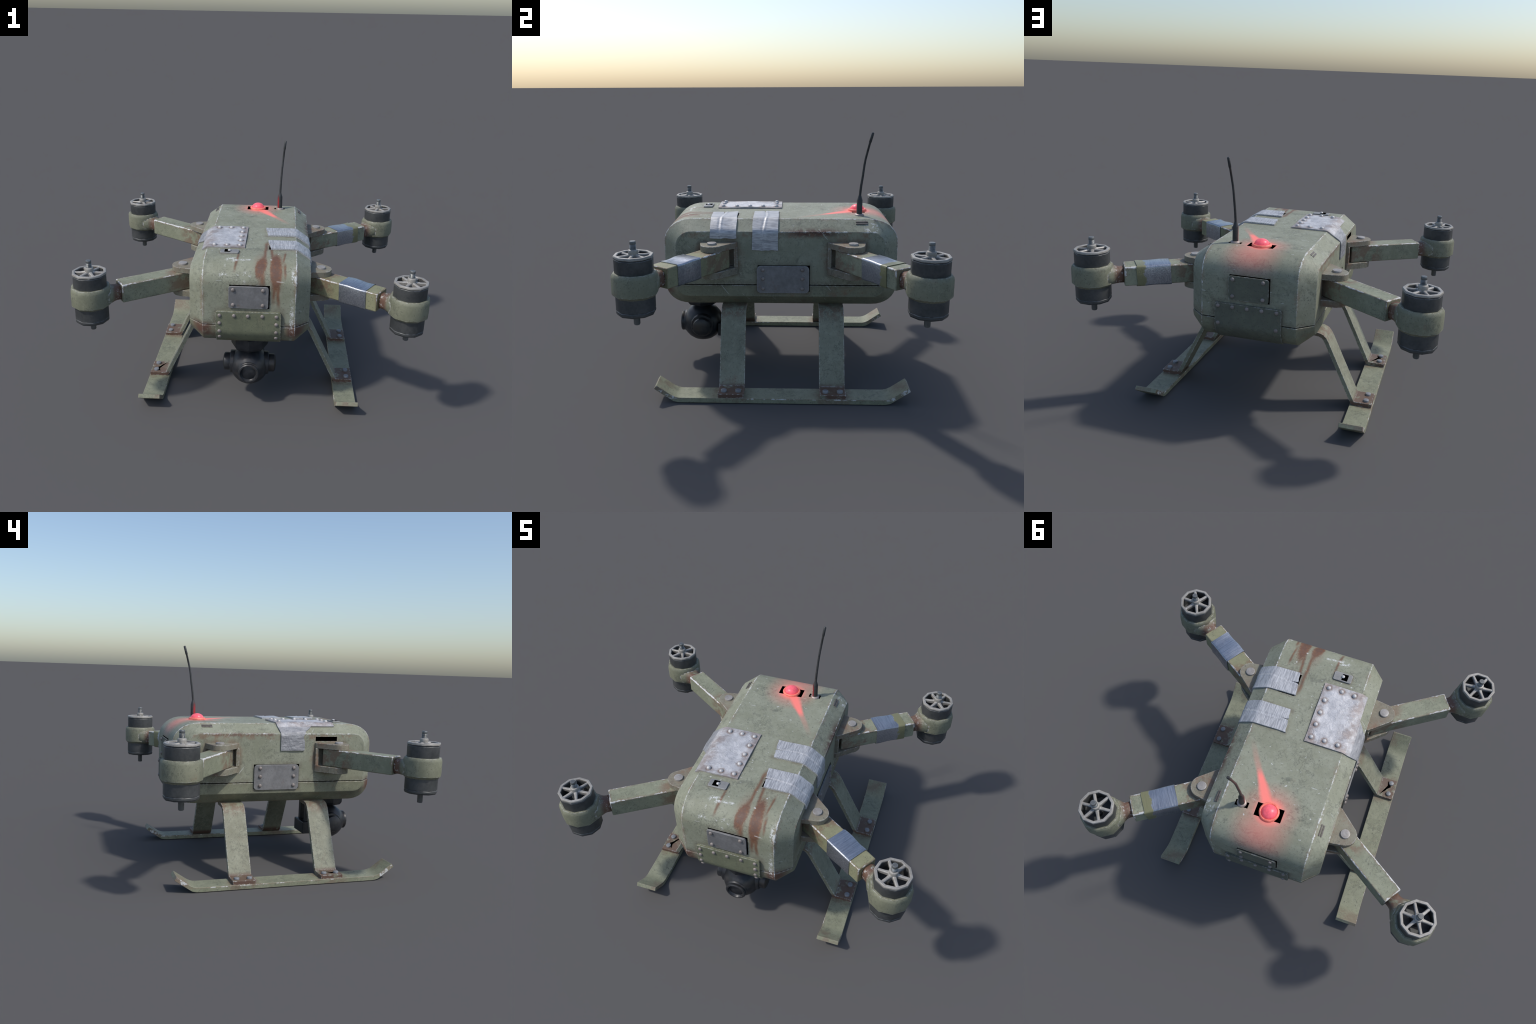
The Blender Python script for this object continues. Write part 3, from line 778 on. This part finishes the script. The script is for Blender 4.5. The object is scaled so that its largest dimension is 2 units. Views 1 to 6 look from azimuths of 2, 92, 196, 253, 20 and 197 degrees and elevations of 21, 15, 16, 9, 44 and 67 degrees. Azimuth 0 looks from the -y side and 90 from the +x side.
for k in range(7): thread += [(.0160, .922 + k * .0034), (.0147, .9237 + k * .0034)]
thread += [(.0155, .947), (.0155, .957), (.0135, .9605)]
ME_S = mesh('shaft', *join(lathe(thread, 12), lathe([(.0165, .602), (.0160, .545), (.0135, .540)], 10)), 'shaft', 50)
# arm beam in arm frame: x outward from the pivot, origin at the pivot
BH, BZ0, BZ1 = .0555, .686, .7955
ME_A = mesh('arm', *box(-.085, ARM_END, -BH, BH, BZ0, BZ1), 'arm')
ME_AO = mesh('arm_olive', *box(-.085, ARM_END, -BH, BH, BZ0, BZ1), 'arm_olive')
def sleeve(x0, x1, seed):
    """tape wound round the beam: slightly loose, wavy rim"""
    R = random.Random(seed); rings = []
    for i in range(9):
        t = i / 8; s = x0 + (x1 - x0) * t; g = .0045 + .002 * math.sin(5 * t + seed) * math.sin(3.1 * t)
        hw, z0, z1, r = BH + g, BZ0 - g, BZ1 + g, .010
        ring = []
        for (y, z) in [(p[0], p[1]) for p in rounded_rect(-hw, hw, z0, z1, r, 3)]:
            j = .004 * math.sin(9 * y / .05 + 4 * z / .05 + seed) if i in (0, 8) else .0012 * math.sin(40 * s + 60 * y + 50 * z)
            ring.append((s + (j if i in (0, 8) else 0), y * (1 + (0 if i in (0, 8) else j * 6)), z + (0 if i in (0, 8) else j)))
        rings.append(ring)
    return loft(rings)
ME_T1 = mesh('arm_tape', *sleeve(.164, .336, 1), 'armtape', 45)
ME_T2 = mesh('arm_tape', *sleeve(.150, .338, 2), 'armtape_torn', 45)
PB = mesh('pivot_bolt', *lathe([(.0268, -.010), (.0268, .005), (.0255, .0085), (.022, .0095), (.008, .0098)], 14), 'bolt', 50)

def bracket(sx, sy):
    """two ears with a rounded tip round the pivot, joined by an upright and a back plate"""
    tip = []
    for k in range(13):
        a = math.radians(-42 + k * (120 / 12.0) * 1.02); tip.append((PX + .0635 * math.cos(a), PY + .0635 * math.sin(a)))
    ear = [(W2 - .006, .252), (.356, .252)] + tip + [(W2 - .006, .463)]
    parts = [prism(ear, .796, .830), prism(ear, .645, .685),
             box(W2 - .006, .3665, .2515, .2725, .6845, .7965)]
    parts = [xf(p, lambda v: (v[0] * sx, v[1] * sy, v[2])) for p in parts]
    return mesh('arm_bracket', *join(*parts), 'bracket')

for sx in (1, -1):
    for sy in (1, -1):
        br = obj('arm_bracket', bracket(sx, sy), ROOT, bevel=.003, seg=2)
        obj('pivot_bolt', PB, br, (sx * PX, sy * PY, .832), (0, 0, random.uniform(0, 3)))
        rz = math.atan2(sy * math.sin(ANG), sx * math.cos(ANG))
        side = {(1, -1): .004, (1, 1): .001}.get((sx, sy), 0.0)      # the taped beams are a little stouter
        arm = obj('arm', ME_AO if (sx > 0 and sy < 0) else ME_A, ROOT, (sx * (PX - side * math.sin(ANG)), sy * (PY + side * math.cos(ANG)), 0), (0, 0, rz), bevel=.0075, seg=3)
        if sx > 0:
            arm.scale = (1, 1.10, 1)
            obj('arm_tape', ME_T1 if sy < 0 else ME_T2, arm)
        mo = obj('motor', ME_H, ROOT, (sx * MX, sy * MY, 0), (0, 0, rz))
        for nm, me in (('motor_drum', ME_DU), ('motor_bell', ME_DL), ('spoke_wheel', ME_R), ('shaft', ME_S)):
            obj(nm, me, mo, bevel=.0012 if nm == 'spoke_wheel' else 0, seg=1, angle=45)

# ------------------------------------------------------------------ landing gear
def skid_mesh():
    """flat runner with both tips curled up; profile in y-z"""
    c = []
    for y, z in ((-.688, .0895), (-.640, .0560), (-.606, .0325), (-.585, .0205), (-.565, .0155), (-.545, .0145)): c.append((y, z))
    c = c + [(y * .9, .0145) for y in lin(-.5, .5, 9)] + [(-y, z) for y, z in reversed(c)]
    V = []; F = []; h = .0145
    for i, (y, z) in enumerate(c):
        a = Vector(c[max(0, i - 1)]); b = Vector(c[min(len(c) - 1, i + 1)]); d = (b - a).normalized(); nrm = Vector((-d.y, d.x))
        hh = h if 2 < i < len(c) - 3 else h * .86
        for x, s in ((-.065, -1), (.065, -1), (.065, 1), (-.065, 1)):
            V.append((x, y + nrm.x * hh * s, z + nrm.y * hh * s))
        if i:
            for k in range(4): F.append(((i - 1) * 4 + k, (i - 1) * 4 + (k + 1) % 4, i * 4 + (k + 1) % 4, i * 4 + k))
    F += [(0, 1, 2, 3), tuple((len(c) - 1) * 4 + k for k in range(4))]
    return mesh('skid', V, F, 'skid', 35)
SK = skid_mesh()
def leg_mesh():
    """bent strap: tucked under the belly, straight splayed run, flat bolted foot; x outward"""
    c = [(.235, .4345), (.300, .4345), (.325, .432), (.345, .424), (.361, .408), (.373, .388), (.5395, .0475), (.5465, .0415), (.556, .0400), (.652, .0400)]
    V = []; F = []; h = .0115
    for i, (x, z) in enumerate(c):
        a = Vector(c[max(0, i - 1)]); b = Vector(c[min(len(c) - 1, i + 1)]); d = (b - a).normalized(); nrm = Vector((-d.y, d.x))
        for y, s in ((-.0705, -1), (.0705, -1), (.0705, 1), (-.0705, 1)):
            V.append((x + nrm.x * h * s, y, z + nrm.y * h * s))
        if i:
            for k in range(4): F.append(((i - 1) * 4 + k, (i - 1) * 4 + (k + 1) % 4, i * 4 + (k + 1) % 4, i * 4 + k))
    F += [(0, 1, 2, 3), tuple((len(c) - 1) * 4 + k for k in range(4))]
    return mesh('leg', V, F, 'leg', 30)
LG = leg_mesh()
FB = mesh('foot_bolt', *lathe([(.0165, -.012), (.0165, .007), (.015, .010), (.011, .0115)], 10), 'footbolt', 40)
for sx in (1, -1):
    sk = obj('skid', SK, ROOT, (sx * .5915, 0, 0), (0, 0, 0 if sx > 0 else math.pi), bevel=.003, seg=2)
    for sy in (1, -1):
        lg = obj('leg', LG, ROOT, (0, sy * .278, 0), (0, 0, 0 if sx > 0 else math.pi), bevel=.003, seg=2)
        for dy in (-.0395, .0395):
            obj('foot_bolt', FB, lg, (.617, dy, .0525))

# torn gap in one foot
tear = prism([(-.559, -.216), (-.596, -.262), (-.598, -.300), (-.590, -.333), (-.606, -.312), (-.622, -.292), (-.604, -.276)], .0505, .0521)
obj('foot_tear', mesh('foot_tear', *tear, 'black'), ROOT)

# ------------------------------------------------------------------ camera
CY, CZ, CR = -.505, .233, .118
cam = obj('camera', mesh('camera', *xf(lathe([(CR * math.cos(math.radians(a)) + .0001, CR * math.sin(math.radians(a))) for a in range(-90, 91, 15)], 24), lambda v: (v[0], v[1] * 1.07, v[2] * 1.02)), 'camera', 50), ROOT, (0, CY, CZ))
obj('camera_mount', mesh('camera_mount', *lathe([(.114, .212), (.112, .146), (.099, .128), (.060, .116)], 8), 'camera', 30), cam, bevel=.003)
lens = lathe([(.064, -.10), (.067, .096), (.066, .108), (.061, .113), (.063, .118), (.063, .128), (.058, .133), (.051, .133), (.045, .117), (.040, .114)], 18, close=False)
lens = xf(lens, lambda v: (v[0], -v[2], v[1]))
obj('camera_lens', mesh('camera_lens', *lens, 'camera', 40), cam, (0, 0, .003))
gl = xf(lathe([(.050, .104), (.046, .114), (.030, .116), (.028, .111), (.008, .114)], 18), lambda v: (v[0], -v[2], v[1]))
obj('lens_glass', mesh('lens_glass', *gl, 'glass', 50), cam, (0, 0, .003))
for sx in (1, -1):
    ear = lathe([(.071, .070), (.071, .112), (.067, .117), (.055, .118), (.055, .146), (.053, .152), (.042, .158), (.022, .161), (.004, .162)], 16)
    obj('camera_pivot_cap', mesh('camera_pivot_cap', *xf(ear, lambda v: (sx * v[2], v[1], v[0])), 'camera', 40), cam, (0, .007, .009))
obj('camera_back_box', mesh('camera_back_box', *box(-.086, .086, .10, .209, -.070, .013), 'camera'), cam, bevel=.006, seg=2)
for sx in (1, -1):
    obj('camera_post', mesh('camera_post', *box(sx * .052 - .018, sx * .052 + .018, .145, .185, .0125, .212), 'camera'), cam, bevel=.003)
